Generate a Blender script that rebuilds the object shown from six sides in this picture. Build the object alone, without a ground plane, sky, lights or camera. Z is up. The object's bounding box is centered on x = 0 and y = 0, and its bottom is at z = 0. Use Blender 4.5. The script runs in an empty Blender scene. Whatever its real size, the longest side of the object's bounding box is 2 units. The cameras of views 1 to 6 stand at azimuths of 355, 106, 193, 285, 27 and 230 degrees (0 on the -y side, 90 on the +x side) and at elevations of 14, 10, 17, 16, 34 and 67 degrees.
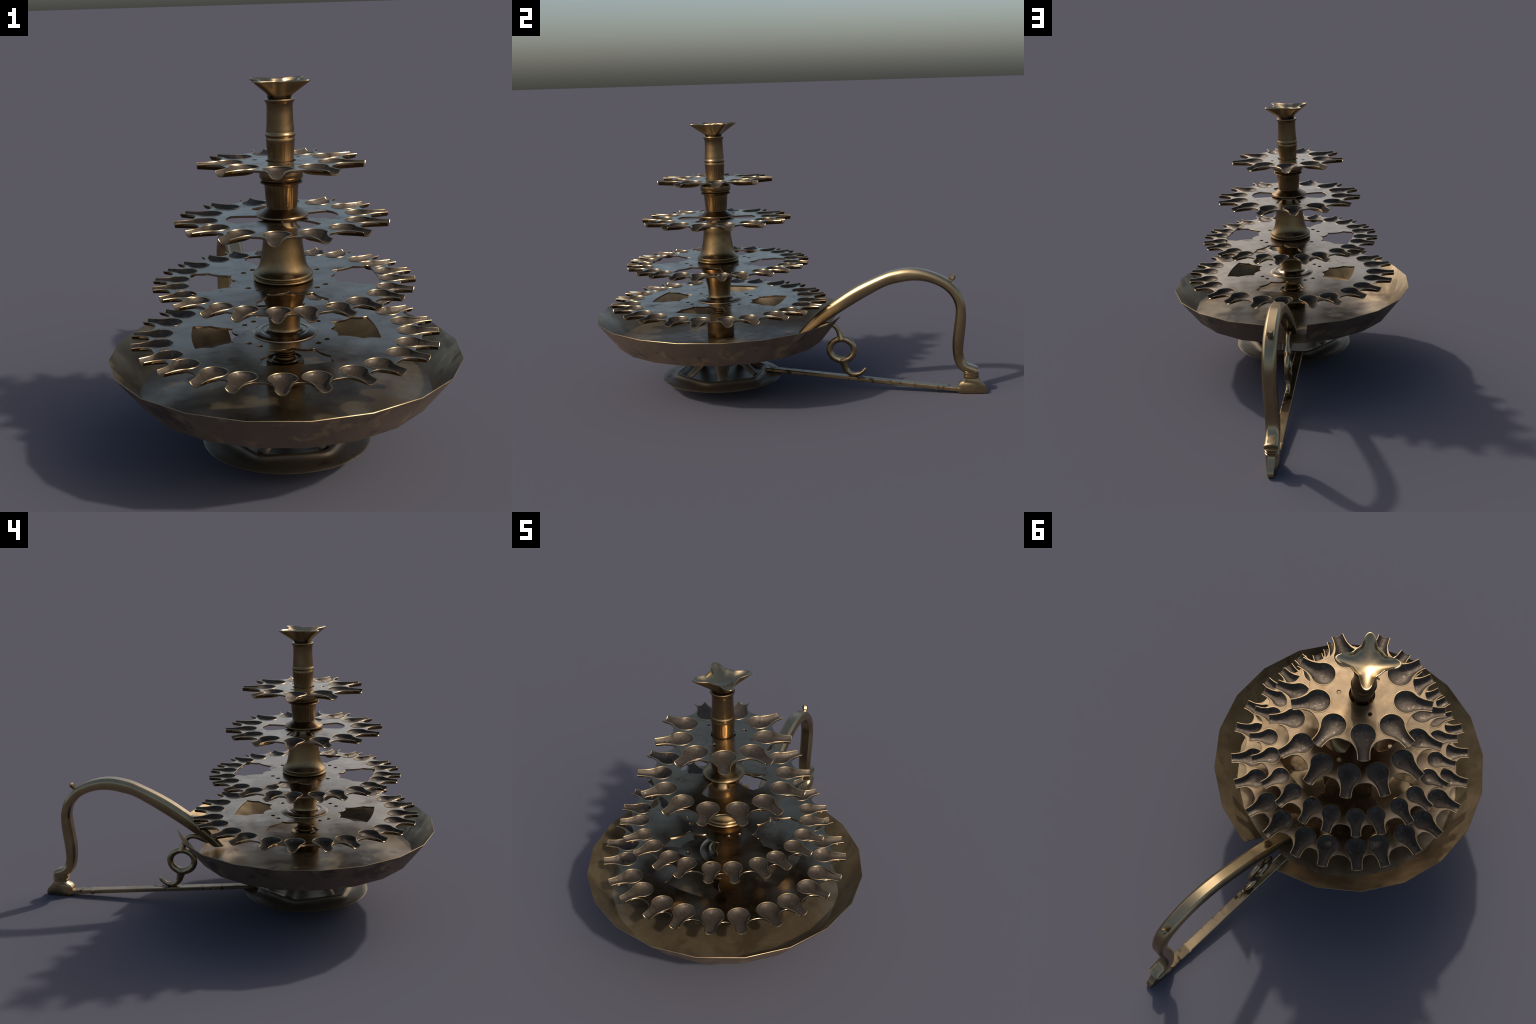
import bpy, bmesh, math, random
from math import sin, cos, pi, radians, hypot, atan2, sqrt
from mathutils import Vector, Matrix
from mathutils.geometry import delaunay_2d_cdt

AX, AY = -0.003, -0.358          # axis of the central column
rng = random.Random(7)

# ------------------------------------------------------------------ helpers
def smooth(me, angle=35):
    me.polygons.foreach_set("use_smooth", [True] * len(me.polygons))
    me.set_sharp_from_angle(angle=radians(angle))


def make(name, me, parent, mats, angle=35):
    for m in mats:
        me.materials.append(m)
    smooth(me, angle)
    ob = bpy.data.objects.new(name, me)
    bpy.context.scene.collection.objects.link(ob)
    ob.parent = parent
    return ob


def from_bm(bm, name):
    bmesh.ops.recalc_face_normals(bm, faces=bm.faces)
    me = bpy.data.meshes.new(name)
    bm.to_mesh(me)
    bm.free()
    return me


def grid_faces(bm, rows, closed_u=True, closed_v=False, mat=0):
    """rows: list of lists of BMVerts -> quads between successive rows."""
    n = len(rows[0])
    last = len(rows) if closed_v else len(rows) - 1
    for i in range(last):
        a, b = rows[i], rows[(i + 1) % len(rows)]
        for j in range(n if closed_u else n - 1):
            k = (j + 1) % n
            f = bm.faces.new((a[j], a[k], b[k], b[j]))
            f.material_index = mat


def revolve(name, profile, seg=72, flutes=None, cap0=True, cap1=True, phase=0.0):
    """profile: (radius, z[, flute_depth]) from bottom to top, about the column axis."""
    bm = bmesh.new()
    rows = []
    for p in profile:
        r, z = p[0], p[1]
        fd = p[2] if len(p) > 2 else 0.0
        row = []
        for i in range(seg):
            a = 2 * pi * i / seg + phase
            rr = r - (fd * (0.5 - 0.5 * cos(a * flutes)) if flutes and fd else 0.0)
            row.append(bm.verts.new((AX + rr * cos(a), AY + rr * sin(a), z)))
        rows.append(row)
    grid_faces(bm, rows)
    if cap0:
        bm.faces.new(rows[0][::-1])
    if cap1:
        bm.faces.new(rows[-1])
    return from_bm(bm, name)


def rounded(profile, k=3, f=0.35):
    """Round the corners of a profile a little so that they catch the light."""
    out = [profile[0]]
    for a, b, c in zip(profile, profile[1:], profile[2:]):
        la, lc = hypot(a[0] - b[0], a[1] - b[1]), hypot(c[0] - b[0], c[1] - b[1])
        d = min(0.003, f * la, f * lc)
        if d < 1e-5:
            out.append(b)
            continue
        p = (b[0] + (a[0] - b[0]) * d / la, b[1] + (a[1] - b[1]) * d / la)
        q = (b[0] + (c[0] - b[0]) * d / lc, b[1] + (c[1] - b[1]) * d / lc)
        for i in range(k + 1):
            t = i / k
            x = (1 - t) ** 2 * p[0] + 2 * t * (1 - t) * b[0] + t * t * q[0]
            y = (1 - t) ** 2 * p[1] + 2 * t * (1 - t) * b[1] + t * t * q[1]
            out.append((x, y) + tuple(b[2:]))
    out.append(profile[-1])
    return out


def catmull(pts, n):
    """Catmull-Rom through tuples of equal length, n samples per span."""
    out = []
    P = [pts[0]] + list(pts) + [pts[-1]]
    for i in range(1, len(P) - 2):
        for s in range(n):
            t = s / n
            out.append(tuple(
                0.5 * (2 * b + (c - a) * t + (2 * a - 5 * b + 4 * c - d) * t * t + (3 * b - a - 3 * c + d) * t ** 3)
                for a, b, c, d in zip(P[i - 1], P[i], P[i + 1], P[i + 2])))
    out.append(tuple(pts[-1]))
    return out


# ---------------------------------------------------------------- materials
def metal(name, col_a, col_b, rough=(0.25, 0.4), metallic=1.0, blotch=6.0, bump=0.02, spots=None, per_object=False,
          bump_scale=9.0, grain=0.0):
    m = bpy.data.materials.new(name)
    m.use_nodes = True
    nt = m.node_tree
    N, L = nt.nodes, nt.links
    bs = N["Principled BSDF"]
    tc = N.new("ShaderNodeTexCoord")
    vec = tc.outputs["Object"]
    if per_object:
        oi = N.new("ShaderNodeObjectInfo")
        mul = N.new("ShaderNodeMath")
        mul.operation = "MULTIPLY"
        mul.inputs[1].default_value = 37.0
        L.new(oi.outputs["Random"], mul.inputs[0])
        add = N.new("ShaderNodeVectorMath")
        L.new(vec, add.inputs[0])
        L.new(mul.outputs[0], add.inputs[1])
        vec = add.outputs[0]

    def noise(scale, detail=5.0, rough_=0.55, dist=0.0):
        t = N.new("ShaderNodeTexNoise")
        t.inputs["Scale"].default_value = scale
        t.inputs["Detail"].default_value = detail
        t.inputs["Roughness"].default_value = rough_
        t.inputs["Distortion"].default_value = dist
        L.new(vec, t.inputs["Vector"])
        return t.outputs["Fac"]

    def ramp(fac, stops):
        r = N.new("ShaderNodeValToRGB")
        e = r.color_ramp.elements
        while len(e) < len(stops):
            e.new(0.5)
        for el, (p, c) in zip(e, stops):
            el.position = p
            el.color = (c, c, c, 1) if isinstance(c, (int, float)) else (*c, 1)
        L.new(fac, r.inputs[0])
        return r.outputs[0]

    def mix(fac, a, b):
        x = N.new("ShaderNodeMix")
        x.data_type = "RGBA"
        for s, v in ((x.inputs[0], fac), (x.inputs[6], a), (x.inputs[7], b)):
            if isinstance(v, (tuple, list)):
                s.default_value = (*v, 1)
            elif isinstance(v, (int, float)):
                s.default_value = v
            else:
                L.new(v, s)
        return x.outputs[2]

    n1 = noise(blotch, 6, 0.6, 0.4)
    base = mix(ramp(n1, [(0.36, 0.0), (0.64, 1.0)]), col_a, col_b)
    rgh = N.new("ShaderNodeMapRange")
    L.new(noise(blotch * 1.7, 5, 0.6, 0.6), rgh.inputs[0])
    rgh.inputs[1].default_value, rgh.inputs[2].default_value = 0.3, 0.7
    rgh.inputs[3].default_value, rgh.inputs[4].default_value = rough
    r_out = rgh.outputs[0]
    if spots:
        # list of (scale, threshold, colour, roughness, softness)
        for sc, th, c, rr, soft in spots:
            mask = ramp(noise(sc, 4, 0.6, 0.3), [(th, 0.0), (min(1.0, th + soft), 1.0)])
            base = mix(mask, base, c)
            mr = N.new("ShaderNodeMix")
            L.new(mask, mr.inputs[0])
            L.new(r_out, mr.inputs[2])
            mr.inputs[3].default_value = rr
            r_out = mr.outputs[0]
    L.new(base, bs.inputs["Base Color"])
    L.new(r_out, bs.inputs["Roughness"])
    bs.inputs["Metallic"].default_value = metallic
    if bump:
        b1 = N.new("ShaderNodeBump")
        b1.inputs["Strength"].default_value = 1.0
        b1.inputs["Distance"].default_value = bump
        L.new(noise(bump_scale, 2, 0.4, 0.2), b1.inputs["Height"])
        last = b1
        if grain:
            b2 = N.new("ShaderNodeBump")
            b2.inputs["Strength"].default_value = 1.0
            b2.inputs["Distance"].default_value = grain
            L.new(noise(110, 4, 0.6), b2.inputs["Height"])
            L.new(b1.outputs[0], b2.inputs["Normal"])
            last = b2
        L.new(last.outputs[0], bs.inputs["Normal"])
    return m


BRASS_A, BRASS_B = (0.30, 0.215, 0.115), (0.36, 0.265, 0.15)
MAT_COLUMN = metal("column_brass", (0.175, 0.114, 0.053), (0.245, 0.165, 0.083), (0.24, 0.36), blotch=7, bump=0.0006,
                   bump_scale=14, spots=[(9, 0.64, (0.12, 0.075, 0.04), 0.45, 0.14)])
MAT_TRAY = metal("tray_brass", (0.235, 0.168, 0.097), (0.325, 0.240, 0.146), (0.18, 0.30), blotch=8, bump=0.0022, bump_scale=7,
                 spots=[(10, 0.58, (0.13, 0.075, 0.036), 0.36, 0.14)])
MAT_TRAY_UNDER = metal("tray_underside", (0.16, 0.115, 0.065), (0.21, 0.155, 0.09), (0.42, 0.55), blotch=8, bump=0.001)  # tray brass darkened below: shade, and dark reflections in the plate under it
MAT_RIM = metal("rim_brass", (0.30, 0.212, 0.108), (0.38, 0.272, 0.143), (0.26, 0.36), blotch=20, bump=0)
MAT_LAMP = metal("lamp_patina", (0.056, 0.042, 0.030), (0.084, 0.064, 0.046), (0.54, 0.64), metallic=0.72, blotch=16, bump=0.0016,
                 bump_scale=45, per_object=True, grain=0.0004,
                 spots=[(48, 0.63, (0.030, 0.021, 0.014), 0.6, 0.06), (70, 0.57, (0.135, 0.102, 0.066), 0.42, 0.12)])
MAT_LAMP_UNDER = metal("lamp_underside", (0.13, 0.083, 0.038), (0.18, 0.12, 0.058), (0.32, 0.45), blotch=14, bump=0.0006, bump_scale=30, per_object=True)
MAT_PAN_IN = metal("pan_inner_brass", (0.165, 0.118, 0.064), (0.33, 0.245, 0.140), (0.24, 0.40), metallic=0.78, blotch=5.0, bump=0.012, bump_scale=4.0,
                   spots=[(6, 0.58, (0.15, 0.10, 0.055), 0.45, 0.12)])
MAT_PAN_OUT = metal("pan_outer_patina", (0.135, 0.094, 0.064), (0.175, 0.124, 0.084), (0.48, 0.60), metallic=0.50, blotch=6, bump=0.002,
                    bump_scale=12, grain=0.0005, spots=[(7, 0.56, (0.085, 0.058, 0.042), 0.55, 0.10), (10, 0.57, (0.27, 0.185, 0.10), 0.42, 0.10)])
MAT_PAN_EDGE = metal("pan_edge_brass", (0.20, 0.145, 0.075), (0.30, 0.22, 0.12), (0.38, 0.48), blotch=12, bump=0)
MAT_BASE = metal("base_brass", (0.14, 0.108, 0.070), (0.19, 0.15, 0.10), (0.38, 0.50), blotch=6, bump=0.003, bump_scale=6,
                 metallic=0.82, spots=[(9, 0.62, (0.10, 0.07, 0.045), 0.55, 0.10)])
MAT_LEG = metal("leg_darkened_brass", (0.12, 0.09, 0.058), (0.16, 0.12, 0.08), (0.5, 0.6), blotch=9, bump=0.001, metallic=0.6)  # darker, rougher brown than the base ring
MAT_HANDLE = metal("handle_brass", (0.31, 0.23, 0.125), (0.38, 0.285, 0.16), (0.25, 0.33), blotch=7, bump=0.0006, bump_scale=12)
MAT_BAR = metal("bar_brass", (0.25, 0.18, 0.10), (0.33, 0.245, 0.135), (0.32, 0.42), blotch=10, bump=0.0006, bump_scale=20,
                spots=[(16, 0.55, (0.06, 0.038, 0.022), 0.55, 0.06)])
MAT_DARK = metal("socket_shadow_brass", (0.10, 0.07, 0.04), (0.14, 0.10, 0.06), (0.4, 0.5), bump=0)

# --------------------------------------------------------------------- root
root = bpy.data.objects.new("tiered_oil_lamp", None)
bpy.context.scene.collection.objects.link(root)
root["label"] = "antique brass oil lamp with four scalloped tiers and curved handle"
root["category"] = "oil lamp"

# ------------------------------------------------------------------- column
column = root

PIECES = {
    "socket": [(0.0655, 0.286), (0.0700, 0.292), (0.0690, 0.33), (0.0690, 0.365), (0.0700, 0.378), (0.0665, 0.381),
               (0.060, 0.374), (0.040, 0.368), (0.028, 0.366)],
    "lower_neck": [(0.034, 0.360), (0.042, 0.372), (0.048, 0.379), (0.044, 0.386), (0.037, 0.388), (0.036, 0.394), (0.040, 0.398),
                   (0.040, 0.404), (0.0355, 0.407), (0.0355, 0.412), (0.039, 0.416), (0.039, 0.421), (0.0355, 0.424), (0.0365, 0.472)],
    "lower_stem": [(0.058, 0.484), (0.0640, 0.486), (0.0645, 0.491), (0.0605, 0.496), (0.0565, 0.503), (0.0560, 0.515), (0.0585, 0.540),
                   (0.0620, 0.565), (0.0680, 0.592), (0.0750, 0.612), (0.0800, 0.628), (0.090, 0.645), (0.092, 0.652), (0.089, 0.656),
                   (0.086, 0.660), (0.086, 0.676)],
    "bell": [(0.100, 0.684), (0.1055, 0.688), (0.1075, 0.692), (0.1055, 0.6965), (0.1025, 0.6985), (0.1025, 0.7000), (0.1055, 0.7025),
             (0.1070, 0.7065), (0.1050, 0.7110), (0.1000, 0.7150), (0.0920, 0.7240), (0.0860, 0.7360), (0.0820, 0.7500), (0.0785, 0.768),
             (0.0760, 0.785), (0.0735, 0.800), (0.0710, 0.820), (0.0695, 0.840), (0.0690, 0.858), (0.066, 0.872), (0.052, 0.884), (0.050, 0.902)],
    "drum": [(0.0860, 0.9125), (0.0920, 0.9165), (0.0930, 0.9205), (0.0905, 0.9245), (0.0760, 0.9325), (0.0640, 0.9405), (0.0575, 0.9455),
             (0.0535, 0.9475), (0.0535, 0.952, 0.0), (0.0548, 0.955, 0.0008), (0.0594, 1.018, 0.0008), (0.0600, 1.022, 0.0), (0.0605, 1.030),
             (0.0655, 1.033), (0.0740, 1.035), (0.0768, 1.040), (0.0745, 1.0445), (0.0680, 1.0460), (0.0680, 1.0500), (0.0740, 1.0510),
             (0.0765, 1.054), (0.0765, 1.068), (0.0750, 1.077), (0.0715, 1.078), (0.066, 1.074), (0.054, 1.064), (0.048, 1.062)],
    "upper_stem": [(0.044, 1.062), (0.0455, 1.075), (0.0455, 1.112), (0.0460, 1.125, 0.0), (0.0470, 1.130, 0.0006), (0.0494, 1.176, 0.0006),
                   (0.0500, 1.181, 0.0), (0.0502, 1.190), (0.0490, 1.1925), (0.0490, 1.1945), (0.0515, 1.197), (0.0530, 1.2015),
                   (0.0515, 1.2065), (0.0490, 1.2095), (0.0490, 1.214), (0.0480, 1.226), (0.0465, 1.248), (0.0455, 1.278), (0.0453, 1.298),
                   (0.0465, 1.308), (0.0495, 1.315), (0.0520, 1.3185), (0.0525, 1.3225), (0.0505, 1.3255), (0.042, 1.3250), (0.038, 1.322)],
    "top_neck": [(0.034, 1.320), (0.040, 1.326), (0.0425, 1.334), (0.043, 1.341)],
}
for nm, prof in PIECES.items():
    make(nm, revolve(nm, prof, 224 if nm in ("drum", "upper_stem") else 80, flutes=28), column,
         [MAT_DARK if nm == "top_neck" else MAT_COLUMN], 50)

# washer lying on the lowest tray
make("washer", revolve("washer", rounded([(0.1175, 0.4825), (0.1165, 0.4865), (0.105, 0.4905), (0.088, 0.4935), (0.080, 0.4915), (0.074, 0.4925),
                                         (0.066, 0.4985), (0.060, 0.4995), (0.050, 0.4985)]), 80), column, [MAT_TRAY], 50)

# four-pointed cup on the top
def cup():
    bm = bmesh.new()
    seg = 240
    mx = 0.129

    def star(a, side):
        # four fingers on the diagonals, concave sides in between
        x = ((a % (pi / 2)) - pi / 4)
        return side + (1 - side) * ((1 + cos(4 * x)) / 2) ** 2.8

    rows = []
    # outside going up, lip, inside going down: (scale 0..1 of the star, z, how much star)
    prof = [(0.34, 1.329, 0.0), (0.40, 1.336, 0.25), (0.60, 1.353, 0.75), (0.80, 1.3700, 0.95), (0.965, 1.3840, 1.0), (0.992, 1.3872, 1.0),
            (1.0, 1.3900, 1.0), (0.990, 1.3925, 1.0), (0.965, 1.3930, 1.0), (0.92, 1.3905, 1.0), (0.82, 1.3820, 0.85), (0.70, 1.3745, 0.65),
            (0.56, 1.3680, 0.45), (0.42, 1.3625, 0.25), (0.28, 1.3585, 0.1), (0.14, 1.3560, 0.0), (0.03, 1.3545, 0.0)]
    for s, z, k in prof:
        row = []
        for i in range(seg):
            a = 2 * pi * i / seg
            w = star(a, 0.56)
            r = mx * s * (1 * (1 - k) * (0.9 if s > 0.2 else 1) + k * w)
            d = abs(((a) % (pi / 2)) - pi / 4) / (pi / 4)
            zz = z - 0.006 * max(0, s - 0.4) * (1 - (1 - d) ** 2) * k
            row.append(bm.verts.new((AX + r * cos(a), AY + r * sin(a), zz)))
        rows.append(row)
    grid_faces(bm, rows)
    bm.faces.new(rows[0][::-1])
    bm.faces.new(rows[-1])
    return from_bm(bm, "star_cup")


make("star_cup", cup(), root, [MAT_HANDLE], 60)

# -------------------------------------------------------------------- trays
def lamp_width(t, L):
    """Half width of one keyhole-shaped lamp at distance t from its inner end."""
    R, ln, neck, tip = L["hw"], L["len"], L["neck"], L["tipw"]
    circ = sqrt(max(0.0, R * R - (t - R) ** 2)) if t < 2 * R else 0.0
    u = max(0.0, min(1.0, (t - 1.2 * R) / (ln - 1.2 * R)))
    # spout: eases from the bowl to the neck and narrows to the mouth, with a small flare at its very end
    spout = neck + (0.98 * R - neck) * max(0.0, 1 - u / 0.70) ** 1.8 + (tip - neck) * u ** 2 + 0.0012 * max(0, (u - 0.85) / 0.15)
    return circ if t < 1.2 * R else max(circ, spout)


def lamp_depth(t, L):
    ln, D = L["len"], L["depth"]
    x = t / ln
    rise = sqrt(max(0.0, 1 - (1 - min(1.0, x / 0.30)) ** 2))
    fall = 1.0 - 0.34 * max(0.0, (x - 0.40) / 0.60) ** 1.1
    return D * rise * fall


def lamp_mesh(name, L):
    """Lamp pointing along +x, inner end at x = L['inner'], rim at z = 0."""
    bm = bmesh.new()
    nt, ns = 30, 16
    th = 0.0035
    ts = []
    for i in range(nt + 1):
        f = i / nt
        ts.append(L["len"] * (f * f * 0.55 + f * 0.45))
    ts[0] = L["len"] * 0.0015

    def shell(off, lower):
        rows = []
        for t in ts:
            w = lamp_width(t, L) + off
            d = lamp_depth(t, L) + lower
            row = []
            for j in range(ns + 1):
                s = sin(pi / 2 * (2 * j / ns - 1))
                z = -d * (1 - abs(s) ** 2.6) if not lower else -d * (1 - abs(s) ** 2.6) * 1.0
                row.append(bm.verts.new((L["inner"] + t, s * w, z)))
            rows.append(row)
        return rows

    top = shell(0.0, 0.0)
    bot = shell(th * 0.6, th)
    grid_faces(bm, top, closed_u=False, mat=0)
    grid_faces(bm, bot, closed_u=False, mat=2)
    # close rim and mouth
    for a, b in ((0, 0), (ns, ns)):
        for i in range(nt):
            f = bm.faces.new((top[i][a], top[i + 1][a], bot[i + 1][b], bot[i][b]))
            f.material_index = 1
    for j in range(ns):
        for i in (0, nt):
            f = bm.faces.new((top[i][j], top[i][j + 1], bot[i][j + 1], bot[i][j]))
            f.material_index = 1
    bmesh.ops.recalc_face_normals(bm, faces=bm.faces)
    # thin rounded lip following the keyhole and across the mouth
    path = [(L["inner"] + t, lamp_width(t, L) + 0.001, 0.0) for t in ts][::-1]
    path += [(L["inner"] + t, -lamp_width(t, L) - 0.001, 0.0) for t in ts]
    mouth = [tuple(v.co) for v in top[-1]]
    rad = 0.0022
    for P, closed in ((path, False), (mouth, False)):
        rows = []
        n = len(P)
        for i in range(n):
            a, b = Vector(P[max(0, i - 1)]), Vector(P[min(n - 1, i + 1)])
            tg = (b - a).normalized()
            up = Vector((0, 0, 1)) if P is path else Vector((1, 0, 0))
            side = tg.cross(up).normalized()
            up2 = side.cross(tg)
            r = rad * (1.0 if P is path else 0.8)
            rows.append([bm.verts.new(Vector(P[i]) + r * (cos(k * pi / 3) * side + sin(k * pi / 3) * up2)) for k in range(6)])
        grid_faces(bm, rows, mat=1)
        f = bm.faces.new(rows[0][::-1]); f.material_index = 1
        f = bm.faces.new(rows[-1]); f.material_index = 1
    me = bpy.data.meshes.new(name)
    bm.to_mesh(me)
    bm.free()
    for m in (MAT_LAMP, MAT_RIM, MAT_LAMP_UNDER):
        me.materials.append(m)
    smooth(me, 50)
    return me


def inset(loop, d):
    """Move a closed outline sideways by d (positive: to the left of its direction)."""
    n, out = len(loop), []
    for i in range(n):
        p, q, r = loop[i - 1], loop[i], loop[(i + 1) % n]
        ax, ay, bx, by = q[0] - p[0], q[1] - p[1], r[0] - q[0], r[1] - q[1]
        la, lb = hypot(ax, ay) or 1e-9, hypot(bx, by) or 1e-9
        nx, ny = -ay / la - by / lb, ax / la + bx / lb
        ln = hypot(nx, ny)
        if ln < 1e-6:
            out.append(q)
            continue
        out.append((q[0] + d * nx / ln, q[1] + d * ny / ln))
    return out


def area(loop):
    return 0.5 * sum(p[0] * q[1] - q[0] * p[1] for p, q in zip(loop, loop[1:] + loop[:1]))


def inside(loop, x, y):
    c = False
    for p, q in zip(loop, loop[1:] + loop[:1]):
        if (p[1] > y) != (q[1] > y) and x < (q[0] - p[0]) * (y - p[1]) / (q[1] - p[1]) + p[0]:
            c = not c
    return c


def clean(loop, eps=4e-4):
    out = []
    for p in loop:
        if not out or hypot(p[0] - out[-1][0], p[1] - out[-1][1]) > eps:
            out.append(p)
    if hypot(out[0][0] - out[-1][0], out[0][1] - out[-1][1]) < eps:
        out.pop()
    return out


def fill_plate(name, loops, z_top, th):
    """Sheet with holes: first loop is the outline, the others are cut-outs; edges are slightly broken."""
    bev = 0.0011
    full = []
    for k, lp in enumerate(loops):
        lp = clean(lp)
        if (area(lp) > 0) != (k == 0):
            lp = lp[::-1]                       # metal always on the left
        full.append(lp)
    flat = [inset(lp, bev) for lp in full]
    co = [Vector(p) for lp in flat for p in lp]
    edges, base = [], 0
    for lp in flat:
        edges += [(base + i, base + (i + 1) % len(lp)) for i in range(len(lp))]
        base += len(lp)
    v, e, f, *_ = delaunay_2d_cdt(co, edges, [], 0, 1e-7)
    tris = []
    for t in f:
        cx, cy = sum(v[i][0] for i in t) / 3, sum(v[i][1] for i in t) / 3
        if inside(flat[0], cx, cy) and not any(inside(h, cx, cy) for h in flat[1:]):
            tris.append(t)
    bm = bmesh.new()
    top = [bm.verts.new((AX + p[0], AY + p[1], z_top)) for p in v]
    bot = [bm.verts.new((AX + p[0], AY + p[1], z_top - th)) for p in v]
    for t in tris:
        bm.faces.new([top[i] for i in t])
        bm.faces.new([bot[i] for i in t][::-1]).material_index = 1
    base = 0
    for lp in full:
        n = len(lp)
        hi = [bm.verts.new((AX + p[0], AY + p[1], z_top - bev)) for p in lp]
        lo = [bm.verts.new((AX + p[0], AY + p[1], z_top - th + bev)) for p in lp]
        for i in range(n):
            k = (i + 1) % n
            bm.faces.new((top[base + i], hi[i], hi[k], top[base + k]))
            bm.faces.new((hi[i], lo[i], lo[k], hi[k]))
            bm.faces.new((lo[i], bot[base + i], bot[base + k], lo[k]))
        base += n
    return from_bm(bm, name)


def circle(r, n=48, cx=0.0, cy=0.0):
    return [(cx + r * cos(2 * pi * i / n), cy + r * sin(2 * pi * i / n)) for i in range(n)]


def polar(r, deg):
    return (r * cos(radians(deg)), r * sin(radians(deg)))


def tray_outline(angs, L, valley):
    """Outer edge: concave bay between two lamps, then round the bowl of the next lamp."""
    pts = []
    n = len(angs)
    tn = L["cusp"]                       # distance along the lamp where bay and bowl meet
    for i, a in enumerate(angs):
        a2 = angs[(i + 1) % n] + (360 if i == n - 1 else 0)
        w = lamp_width(tn, L) + 0.0005
        x = L["inner"] + tn
        # edge of the cut-out for this lamp, from its right side round the inner end to its left side
        ts = [tn * (1 - cos(pi * k / 40)) / 2 for k in range(41)]
        cut = [(L["inner"] + t, -lamp_width(t, L) - 0.0005) for t in ts[::-1]]
        cut += [(L["inner"] + t, lamp_width(t, L) + 0.0005) for t in ts[1:]]
        ca, sa = cos(radians(a)), sin(radians(a))
        pts += [(p * ca - q * sa, p * sa + q * ca) for p, q in cut]
        # bay
        r0, da = hypot(x, w), math.degrees(atan2(w, x))
        b0, b1 = a + da, a2 - da
        v = valley
        for k in range(1, 28):
            u = -cos(pi * k / 28)
            f = abs(u) ** 3.2
            pts.append(polar(v + (r0 - v) * f, b0 + (b1 - b0) * (u + 1) / 2))
    return pts


def lobed_opening(center):
    """Opening with a smooth outer arc; sides and inner edge bounded by convex lobes."""
    key = [(0.352, 21), (0.297, 25.0), (0.206, 24.0), (0.199, 13.5), (0.166, 1.5), (0.188, -8.5), (0.196, -21.5), (0.290, -23.5), (0.352, -20.5)]
    out = []
    for k, ((r0, a0), (r1, a1)) in enumerate(zip(key, key[1:])):
        p, q = polar(r0, a0 + center), polar(r1, a1 + center)
        mid = polar(0.262, center)
        dx, dy = q[0] - p[0], q[1] - p[1]
        ln = hypot(dx, dy)
        nx, ny = -dy / ln, dx / ln
        if nx * (mid[0] - p[0]) + ny * (mid[1] - p[1]) < 0:
            nx, ny = -nx, -ny
        h = 0.10 * ln * (1 + 0.3 * rng.uniform(-1, 1))
        for s in range(8):
            t = s / 8
            b = 4 * t * (1 - t) * h
            out.append((p[0] + dx * t + nx * b, p[1] + dy * t + ny * b))
    for s in range(14):                       # outer arc back to the start
        a = -20.5 + 41.5 * s / 14
        r = 0.352 - 0.014 * (1 - (a / 21) ** 2)
        out.append(polar(r, a + center))
    return out


def round_opening(center):
    key = [(0.080, 27), (0.118, 25), (0.160, 23), (0.184, 20.5), (0.193, 13), (0.200, 4), (0.200, -5), (0.195, -12), (0.185, -20), (0.160, -22.5),
           (0.118, -25), (0.080, -28), (0.072, -14), (0.070, 0), (0.072, 14)]
    return [polar(r, a + center) for r, a in key]


def small_holes(r, angles, rad=0.0105):
    return [circle(rad, 14, *polar(r, a)) for a in angles]


pairs = lambda ph, half: sorted([(ph + 30 * k + s * half) % 360 for k in range(12) for s in (-1, 1)])
even = lambda n, ph: sorted([(ph + 360 * k / n) % 360 for k in range(n)])
BOLTS = [45 + 90 * k + s for k in range(4) for s in (-8.5, 8.5)]

TRAYS = [
    dict(z=1.112, angs=even(9, 20.3), inner=0.131, len=0.160, hw=0.0515, neck=0.0262, tipw=0.0222, depth=0.0225, cusp=0.131, valley=0.2185,
         holes=[circle(0.053)] + small_holes(0.095, [45, 159, 277], 0.009)),
    dict(z=0.912, angs=even(14, 79.6), inner=0.226, len=0.152, hw=0.0475, neck=0.0245, tipw=0.0210, depth=0.0215, cusp=0.124, valley=0.311,
         holes=[round_opening(c) for c in (2, 101, 186, 289)] + [circle(0.048)]),
    dict(z=0.685, angs=pairs(-2.3, 6.8), inner=0.339, len=0.128, hw=0.0400, neck=0.0210, tipw=0.0185, depth=0.0185, cusp=0.105, valley=0.4165,
         holes=[lobed_opening(c) for c in (-1.5, 88.5, 178.5, 268.5)] + small_holes(0.168, BOLTS) + [circle(0.07)]),
    dict(z=0.483, angs=pairs(-0.7, 6.75), inner=0.406, len=0.150, hw=0.0475, neck=0.0245, tipw=0.0208, depth=0.0215, cusp=0.123, valley=0.4915,
         holes=[lobed_opening(c) for c in (0, 90, 180, 270)] + small_holes(0.172, BOLTS) + [circle(0.036)]),
]
for L in TRAYS:
    loops = [tray_outline(L["angs"], L, L["valley"])] + L["holes"]
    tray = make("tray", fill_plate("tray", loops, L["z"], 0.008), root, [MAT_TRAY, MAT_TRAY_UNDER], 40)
    me = lamp_mesh("lamp", L)
    for a in L["angs"]:
        ob = bpy.data.objects.new("oil_lamp", me)
        bpy.context.scene.collection.objects.link(ob)
        ob.parent = tray
        ob.location = (AX, AY, L["z"] - 0.0005 + rng.uniform(-0.0006, 0.0006))
        ob.rotation_euler = (0, 0, radians(a + rng.uniform(-0.35, 0.35)))

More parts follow.
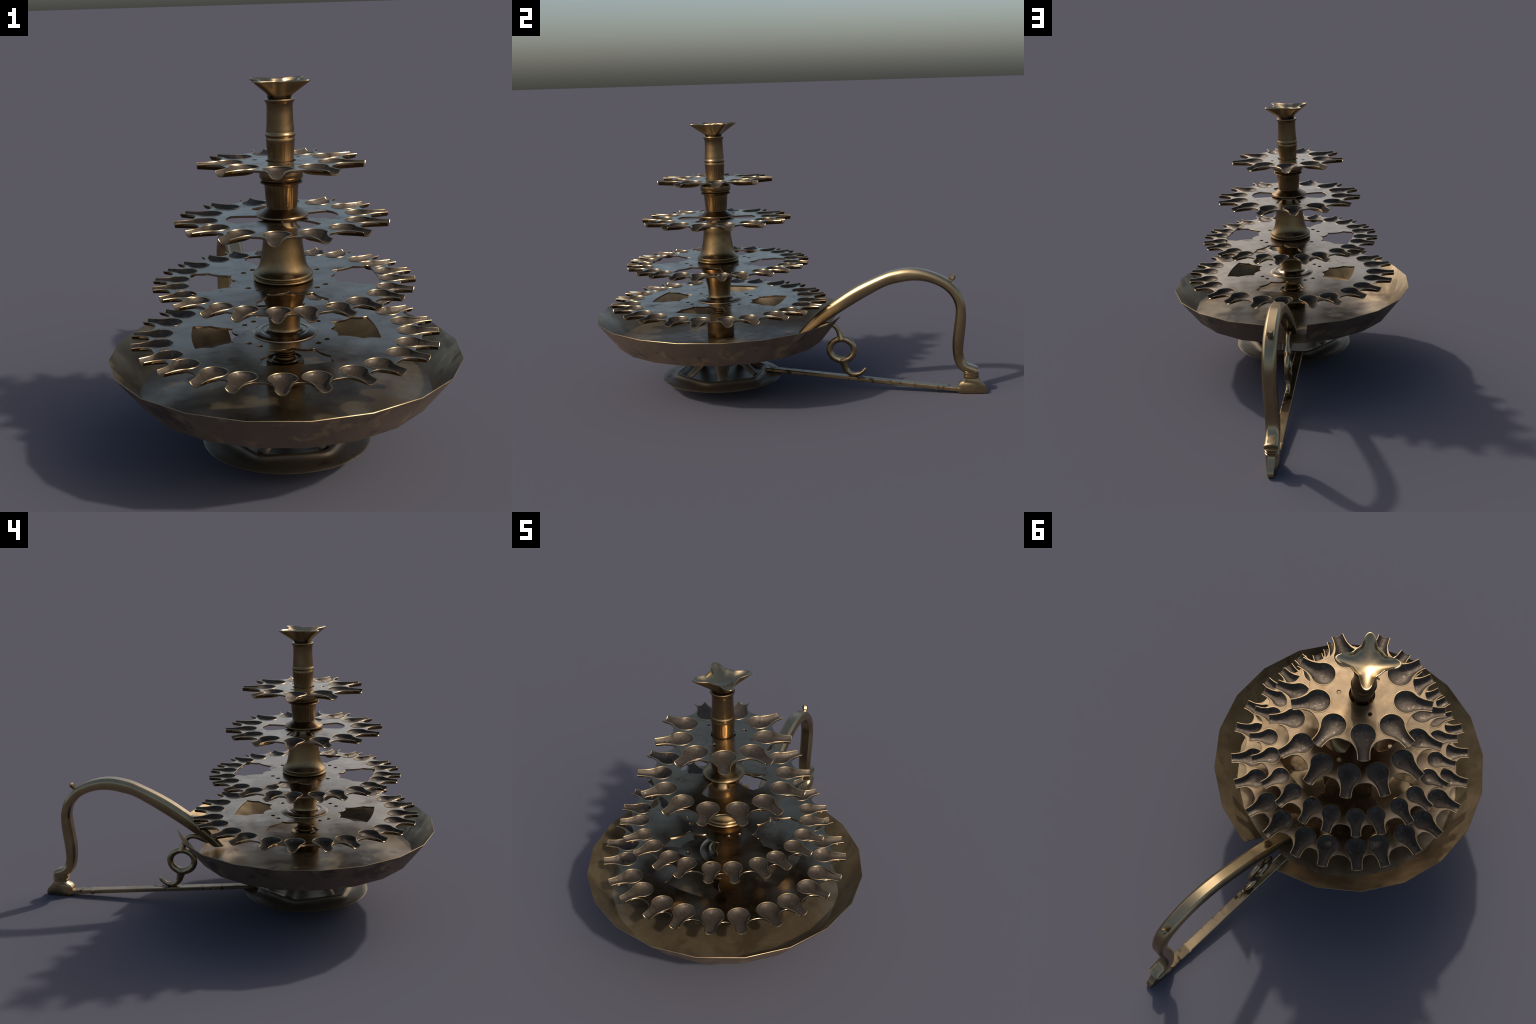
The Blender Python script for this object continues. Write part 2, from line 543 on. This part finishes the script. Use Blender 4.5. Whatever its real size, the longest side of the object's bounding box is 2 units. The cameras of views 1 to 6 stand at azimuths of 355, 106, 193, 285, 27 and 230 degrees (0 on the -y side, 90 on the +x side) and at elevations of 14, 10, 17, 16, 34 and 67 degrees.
# --------------------------------------------------------------------- pan
def pan():
    """Faceted pan: 20 wall panels; the one where the handle enters is left out."""
    bm = bmesh.new()
    n = 20
    ph = radians(0.3)
    th = 0.005

    def ring(r, z):
        return [bm.verts.new((AX + r * cos(2 * pi * i / n + ph), AY + r * sin(2 * pi * i / n + ph), z)) for i in range(n)]

    o_rim, i_rim = ring(0.6400, 0.4135), ring(0.6385, 0.4155)
    o_bot, i_bot = ring(0.534, 0.2765), ring(0.5345, 0.2840)
    o_mid = ring(0.12, 0.2715)
    i_mid = ring(0.30, 0.2862)
    i_hub = ring(0.06, 0.2875)
    gap = 5                                   # the panel between 90 and 108 degrees
    for j in range(n):
        k = (j + 1) % n
        if j != gap:
            bm.faces.new((o_bot[j], o_bot[k], o_rim[k], o_rim[j])).material_index = 1
            bm.faces.new((i_rim[j], i_rim[k], i_bot[k], i_bot[j]))
            bm.faces.new((o_rim[j], o_rim[k], i_rim[k], i_rim[j])).material_index = 2
        else:
            bm.faces.new((o_bot[j], o_bot[k], i_bot[k], i_bot[j])).material_index = 2
            bm.faces.new((o_bot[j], o_rim[j], i_rim[j], i_bot[j])).material_index = 2
            bm.faces.new((o_bot[k], o_rim[k], i_rim[k], i_bot[k])).material_index = 2
        bm.faces.new((o_mid[j], o_mid[k], o_bot[k], o_bot[j])).material_index = 1
        bm.faces.new((i_bot[j], i_bot[k], i_mid[k], i_mid[j]))
        bm.faces.new((i_mid[j], i_mid[k], i_hub[k], i_hub[j]))
    bm.faces.new(i_hub)
    bm.faces.new(o_mid[::-1]).material_index = 1
    return from_bm(bm, "pan")


make("pan", pan(), root, [MAT_PAN_IN, MAT_PAN_OUT, MAT_PAN_EDGE], 25)

# --------------------------------------------------------------------- base
def base_ring():
    bm = bmesh.new()
    seg = 96

    def hexr(a, r, k):
        """radius of a soft hexagon with corners every 60 degrees; k = 0 gives a circle"""
        d = (a % (pi / 3)) - pi / 6
        q = sqrt((pi / 6 - abs(d)) ** 2 + 0.09 ** 2)          # rounds the corners
        flat = cos(pi / 6) / cos(pi / 6 - min(q, pi / 6)) * 1.02
        return r * (1 + k * (flat - 1))

    prof = [(0.06, 0.068, 0), (0.20, 0.068, 0), (0.295, 0.0705, 0), (0.309, 0.0725, 0), (0.3125, 0.0760, 0), (0.309, 0.0792, 0), (0.288, 0.0800, 0.1),
            (0.272, 0.0815, 0.45), (0.262, 0.0845, 0.75), (0.256, 0.0900, 0.9), (0.253, 0.0965, 1), (0.249, 0.1015, 1), (0.243, 0.1040, 1), (0.236, 0.1035, 1),
            (0.230, 0.0990, 1), (0.224, 0.0890, 1), (0.212, 0.0830, 0.9), (0.16, 0.0800, 0.3), (0.05, 0.0800, 0)]
    rows = []
    for r, z, k in prof:
        rows.append([bm.verts.new((AX + hexr(2 * pi * i / seg, r, k) * cos(2 * pi * i / seg),
                                   AY + hexr(2 * pi * i / seg, r, k) * sin(2 * pi * i / seg), z)) for i in range(seg)])
    grid_faces(bm, rows)
    bm.faces.new(rows[0][::-1])
    bm.faces.new(rows[-1])
    return from_bm(bm, "base_ring")


base = make("base_ring", base_ring(), root, [MAT_BASE], 60)
make("base_hub", revolve("base_hub", rounded([(0.060, 0.150), (0.092, 0.142), (0.102, 0.146), (0.106, 0.160), (0.108, 0.20), (0.125, 0.272)]), 64),
     root, [MAT_BASE], 40)


def leg_mesh():
    """Slanted leg along +x: round outer face, wide at the hub, narrow at the ring."""
    bm = bmesh.new()
    rows = []
    for r, z, w, t in [(0.085, 0.182, 0.046, 0.022), (0.100, 0.160, 0.041, 0.022), (0.130, 0.130, 0.033, 0.019), (0.160, 0.104, 0.027, 0.016),
                       (0.183, 0.086, 0.0235, 0.014), (0.190, 0.079, 0.020, 0.011)]:
        c, s = 0.72, 0.69
        row = []
        for i in range(12):
            a = 2 * pi * i / 12
            q = t * cos(a) * (1.0 if cos(a) > 0 else 0.5)
            row.append(bm.verts.new((r + q * s, w * sin(a), z + q * c)))
        rows.append(row)
    grid_faces(bm, rows)
    bm.faces.new(rows[0][::-1])
    bm.faces.new(rows[-1])
    return from_bm(bm, "leg")


leg_me = leg_mesh()
leg_me.materials.append(MAT_LEG)
smooth(leg_me, 60)
for a in (19, 88, 165, 235, 309):
    ob = bpy.data.objects.new("leg", leg_me)
    bpy.context.scene.collection.objects.link(ob)
    ob.parent = root
    ob.location = (AX, AY, 0)
    ob.rotation_euler = (0, 0, radians(a))

# ------------------------------------------------------------------- handle
HD = Vector((-0.0918, 0.9958, 0)).normalized()          # handle plane runs along this line
HP = Vector((-0.175, 0.998, 0))
HN = Vector((HD.y, -HD.x, 0))


def hpos(y, z, x=0.0):
    """Point of the handle plane at world y, height z, moved x sideways."""
    t = (y - HP.y) / HD.y
    p = HP + HD * t + HN * x
    return Vector((p.x, p.y, z))


def handle():
    # (outer y, outer z, inner y, inner z, half width)
    key = [(0.043, 0.302, 0.098, 0.300, 0.0300), (0.085, 0.350, 0.138, 0.328, 0.0310), (0.171, 0.430, 0.215, 0.383, 0.0320),
           (0.320, 0.534, 0.350, 0.472, 0.0320), (0.470, 0.610, 0.482, 0.548, 0.0325), (0.545, 0.635, 0.556, 0.572, 0.0325),
           (0.625, 0.645, 0.630, 0.584, 0.0325), (0.712, 0.630, 0.705, 0.577, 0.0325), (0.800, 0.590, 0.775, 0.547, 0.0325),
           (0.858, 0.532, 0.820, 0.502, 0.0325), (0.886, 0.462, 0.840, 0.450, 0.0325), (0.892, 0.398, 0.839, 0.398, 0.0325),
           (0.888, 0.330, 0.832, 0.335, 0.0320), (0.881, 0.265, 0.826, 0.268, 0.0320), (0.879, 0.212, 0.829, 0.205, 0.0320),
           (0.886, 0.176, 0.842, 0.152, 0.0320), (0.905, 0.153, 0.866, 0.121, 0.0320), (0.930, 0.144, 0.900, 0.106, 0.0310),
           (0.953, 0.134, 0.940, 0.104, 0.0310)]
    bm = bmesh.new()
    rows = []
    # octagon section: (depth 0 outer .. 1 inner, side -1..1)
    sec = [(0, -0.56), (0, 0.56), (0.05, 0.70), (0.26, 0.97), (0.32, 1.0), (0.74, 1.0), (0.80, 0.97), (0.96, 0.72), (1, 0.60),
           (1, -0.60), (0.96, -0.72), (0.80, -0.97), (0.74, -1.0), (0.32, -1.0), (0.26, -0.97), (0.05, -0.70)]
    for oy, oz, iy, iz, w in catmull(key, 5):
        rows.append([bm.verts.new(hpos(oy + (iy - oy) * d, oz + (iz - oz) * d, s * w + 0.0065 * min(1.0, max(0.25, (oz - 0.12) / 0.2)))) for d, s in sec])
    grid_faces(bm, rows)
    bm.faces.new(rows[0][::-1])
    bm.faces.new(rows[-1])
    return from_bm(bm, "handle")


hand = make("handle", handle(), root, [MAT_HANDLE], 24)


def block(name, stations):
    """Rounded block in the handle plane: stations (z, y0, y1, half width front, half width back)."""
    bm = bmesh.new()
    rows = []
    for z, y0, y1, w0, w1 in stations:
        c = 0.22
        ln = y1 - y0
        pts = [(y0, -w0 * 0.7), (y0 + ln * 0.12, -w0), (y1 - ln * c, -w1 * 1.0), (y1, -w1 * 0.62), (y1, w1 * 0.62), (y1 - ln * c, w1), (y0 + ln * 0.12, w0), (y0, w0 * 0.7)]
        rows.append([bm.verts.new(hpos(y, z, s)) for y, s in pts])
    grid_faces(bm, rows)
    bm.faces.new(rows[0][::-1])
    bm.faces.new(rows[-1])
    return from_bm(bm, name)


rings = []
for k in range(3):
    z = 0.1155 - k * 0.0125
    rings += [(z + 0.0, 0.886, 0.954, 0.0275, 0.027), (z - 0.003, 0.881, 0.959, 0.031, 0.030), (z - 0.008, 0.881, 0.959, 0.031, 0.030), (z - 0.0115, 0.886, 0.954, 0.0275, 0.027)]
make("foot_collar", block("foot_collar", rings[::-1]), hand, [MAT_HANDLE], 40)
make("foot", block("foot", [(0.000, 0.858, 0.9985, 0.026, 0.018), (0.004, 0.855, 1.0000, 0.028, 0.020), (0.018, 0.855, 1.0000, 0.028, 0.021),
                            (0.034, 0.856, 0.9920, 0.028, 0.023), (0.044, 0.859, 0.9820, 0.028, 0.025), (0.056, 0.866, 0.9700, 0.028, 0.026),
                            (0.065, 0.876, 0.9640, 0.028, 0.027), (0.072, 0.888, 0.9580, 0.027, 0.026), (0.082, 0.890, 0.9560, 0.026, 0.025)]),
     hand, [MAT_HANDLE], 40)


def knob():
    bm = bmesh.new()
    p0 = hpos(0.812, 0.578, 0.0065)
    u = (hpos(0.830, 0.612) - p0).normalized()
    v = HN
    w = u.cross(v).normalized()
    rows = []
    for h, r in [(0.0, 0.010), (0.012, 0.0105), (0.016, 0.0155), (0.030, 0.0160), (0.038, 0.0110)]:
        rows.append([bm.verts.new(p0 + u * h + r * (cos(k * pi / 3 + 0.5) * v + sin(k * pi / 3 + 0.5) * w)) for k in range(6)])
    grid_faces(bm, rows)
    bm.faces.new(rows[0][::-1])
    bm.faces.new(rows[-1])
    return from_bm(bm, "knob")


make("knob", knob(), hand, [MAT_BAR], 30)

# ---------------------------------------------------------------- bottom bar
def bar():
    bm = bmesh.new()
    a, b = Vector((-0.078, -0.135, 0.0955)), Vector((-0.160, 0.868, 0.0165))
    d = (b - a).normalized()
    side = Vector((d.y, -d.x, 0)).normalized()
    up = side.cross(d).normalized()
    rows = []
    for t, w, h in [(0, 0.021, 0.010), (0.1, 0.022, 0.011), (0.35, 0.0225, 0.0115), (0.55, 0.023, 0.0115), (0.74, 0.0235, 0.012), (0.872, 0.024, 0.012), (0.878, 0.028, 0.0135),
                    (0.886, 0.028, 0.0135), (0.892, 0.024, 0.012), (1, 0.0235, 0.012)]:
        p = a + (b - a) * t
        c = 0.004
        pts = [(-w, -h + c), (-w + c, -h), (w - c, -h), (w, -h + c), (w, h - c), (w - c, h), (-w + c, h), (-w, h - c)]
        rows.append([bm.verts.new(p + side * x + up * (y * 0.85)) for x, y in pts])
    grid_faces(bm, rows)
    bm.faces.new(rows[0][::-1])
    bm.faces.new(rows[-1])
    return from_bm(bm, "foot_bar")


make("foot_bar", bar(), root, [MAT_BAR], 30)

# --------------------------------------------------------------- finger hook
KD = Vector((-0.1075, 0.9942, 0)).normalized()
KP = Vector((-0.105, 0.264, 0))
KN = Vector((KD.y, -KD.x, 0))


def kpos(y, z, x=0.0):
    p = KP + KD * ((y - KP.y) / KD.y) + KN * x
    return Vector((p.x, p.y, z))


def tube_rows(bm, path, closed=False, seg=12, flat=0.85):
    """path: (y, z, radius) in the hook plane."""
    rows = []
    n = len(path)
    for i, (y, z, r) in enumerate(path):
        if closed:
            p, q = path[(i - 1) % n], path[(i + 1) % n]
        else:
            p, q = path[max(0, i - 1)], path[min(n - 1, i + 1)]
        dy, dz = q[0] - p[0], q[1] - p[1]
        ln = hypot(dy, dz)
        ny, nz = -dz / ln, dy / ln
        rows.append([bm.verts.new(kpos(y + r * cos(a) * ny, z + r * cos(a) * nz, r * flat * sin(a)))
                     for a in (2 * pi * k / seg for k in range(seg))])
    grid_faces(bm, rows, closed_v=closed)
    if not closed:
        bm.faces.new(rows[0][::-1])
        bm.faces.new(rows[-1])


def hook():
    bm = bmesh.new()
    ring = [(0.2645 + 0.063 * cos(2 * pi * i / 40), 0.2110 + 0.056 * sin(2 * pi * i / 40),
             0.0170 + 0.003 * max(0, -sin(2 * pi * i / 40)) ** 2) for i in range(40)]
    tube_rows(bm, ring, closed=True)
    upper = [(0.266, 0.262, 0.024), (0.260, 0.283, 0.0185), (0.252, 0.302, 0.0145), (0.243, 0.322, 0.0135), (0.226, 0.340, 0.0135), (0.204, 0.346, 0.0135),
             (0.180, 0.342, 0.0140), (0.155, 0.333, 0.0150), (0.125, 0.322, 0.0160)]
    tube_rows(bm, catmull(upper, 4))
    lower = [(0.270, 0.160, 0.028), (0.275, 0.140, 0.0225), (0.280, 0.120, 0.0185), (0.287, 0.103, 0.0165), (0.300, 0.089, 0.0155), (0.320, 0.080, 0.0145),
             (0.342, 0.080, 0.0130), (0.362, 0.088, 0.0115), (0.377, 0.102, 0.0105), (0.384, 0.111, 0.0100), (0.387, 0.115, 0.0070), (0.3885, 0.117, 0.003)]
    tube_rows(bm, catmull(lower, 4))
    return from_bm(bm, "finger_hook")


hk = make("finger_hook", hook(), root, [MAT_HANDLE], 60)
md = hk.modifiers.new("fuse", "REMESH")
md.mode, md.voxel_size, md.use_smooth_shade = "VOXEL", 0.003, True
md = hk.modifiers.new("soften", "SMOOTH")
md.factor, md.iterations = 0.5, 14
dg = bpy.context.evaluated_depsgraph_get()
fused = bpy.data.meshes.new_from_object(hk.evaluated_get(dg))
hk.modifiers.clear()
hk.data = fused
fused.polygons.foreach_set("use_smooth", [True] * len(fused.polygons))
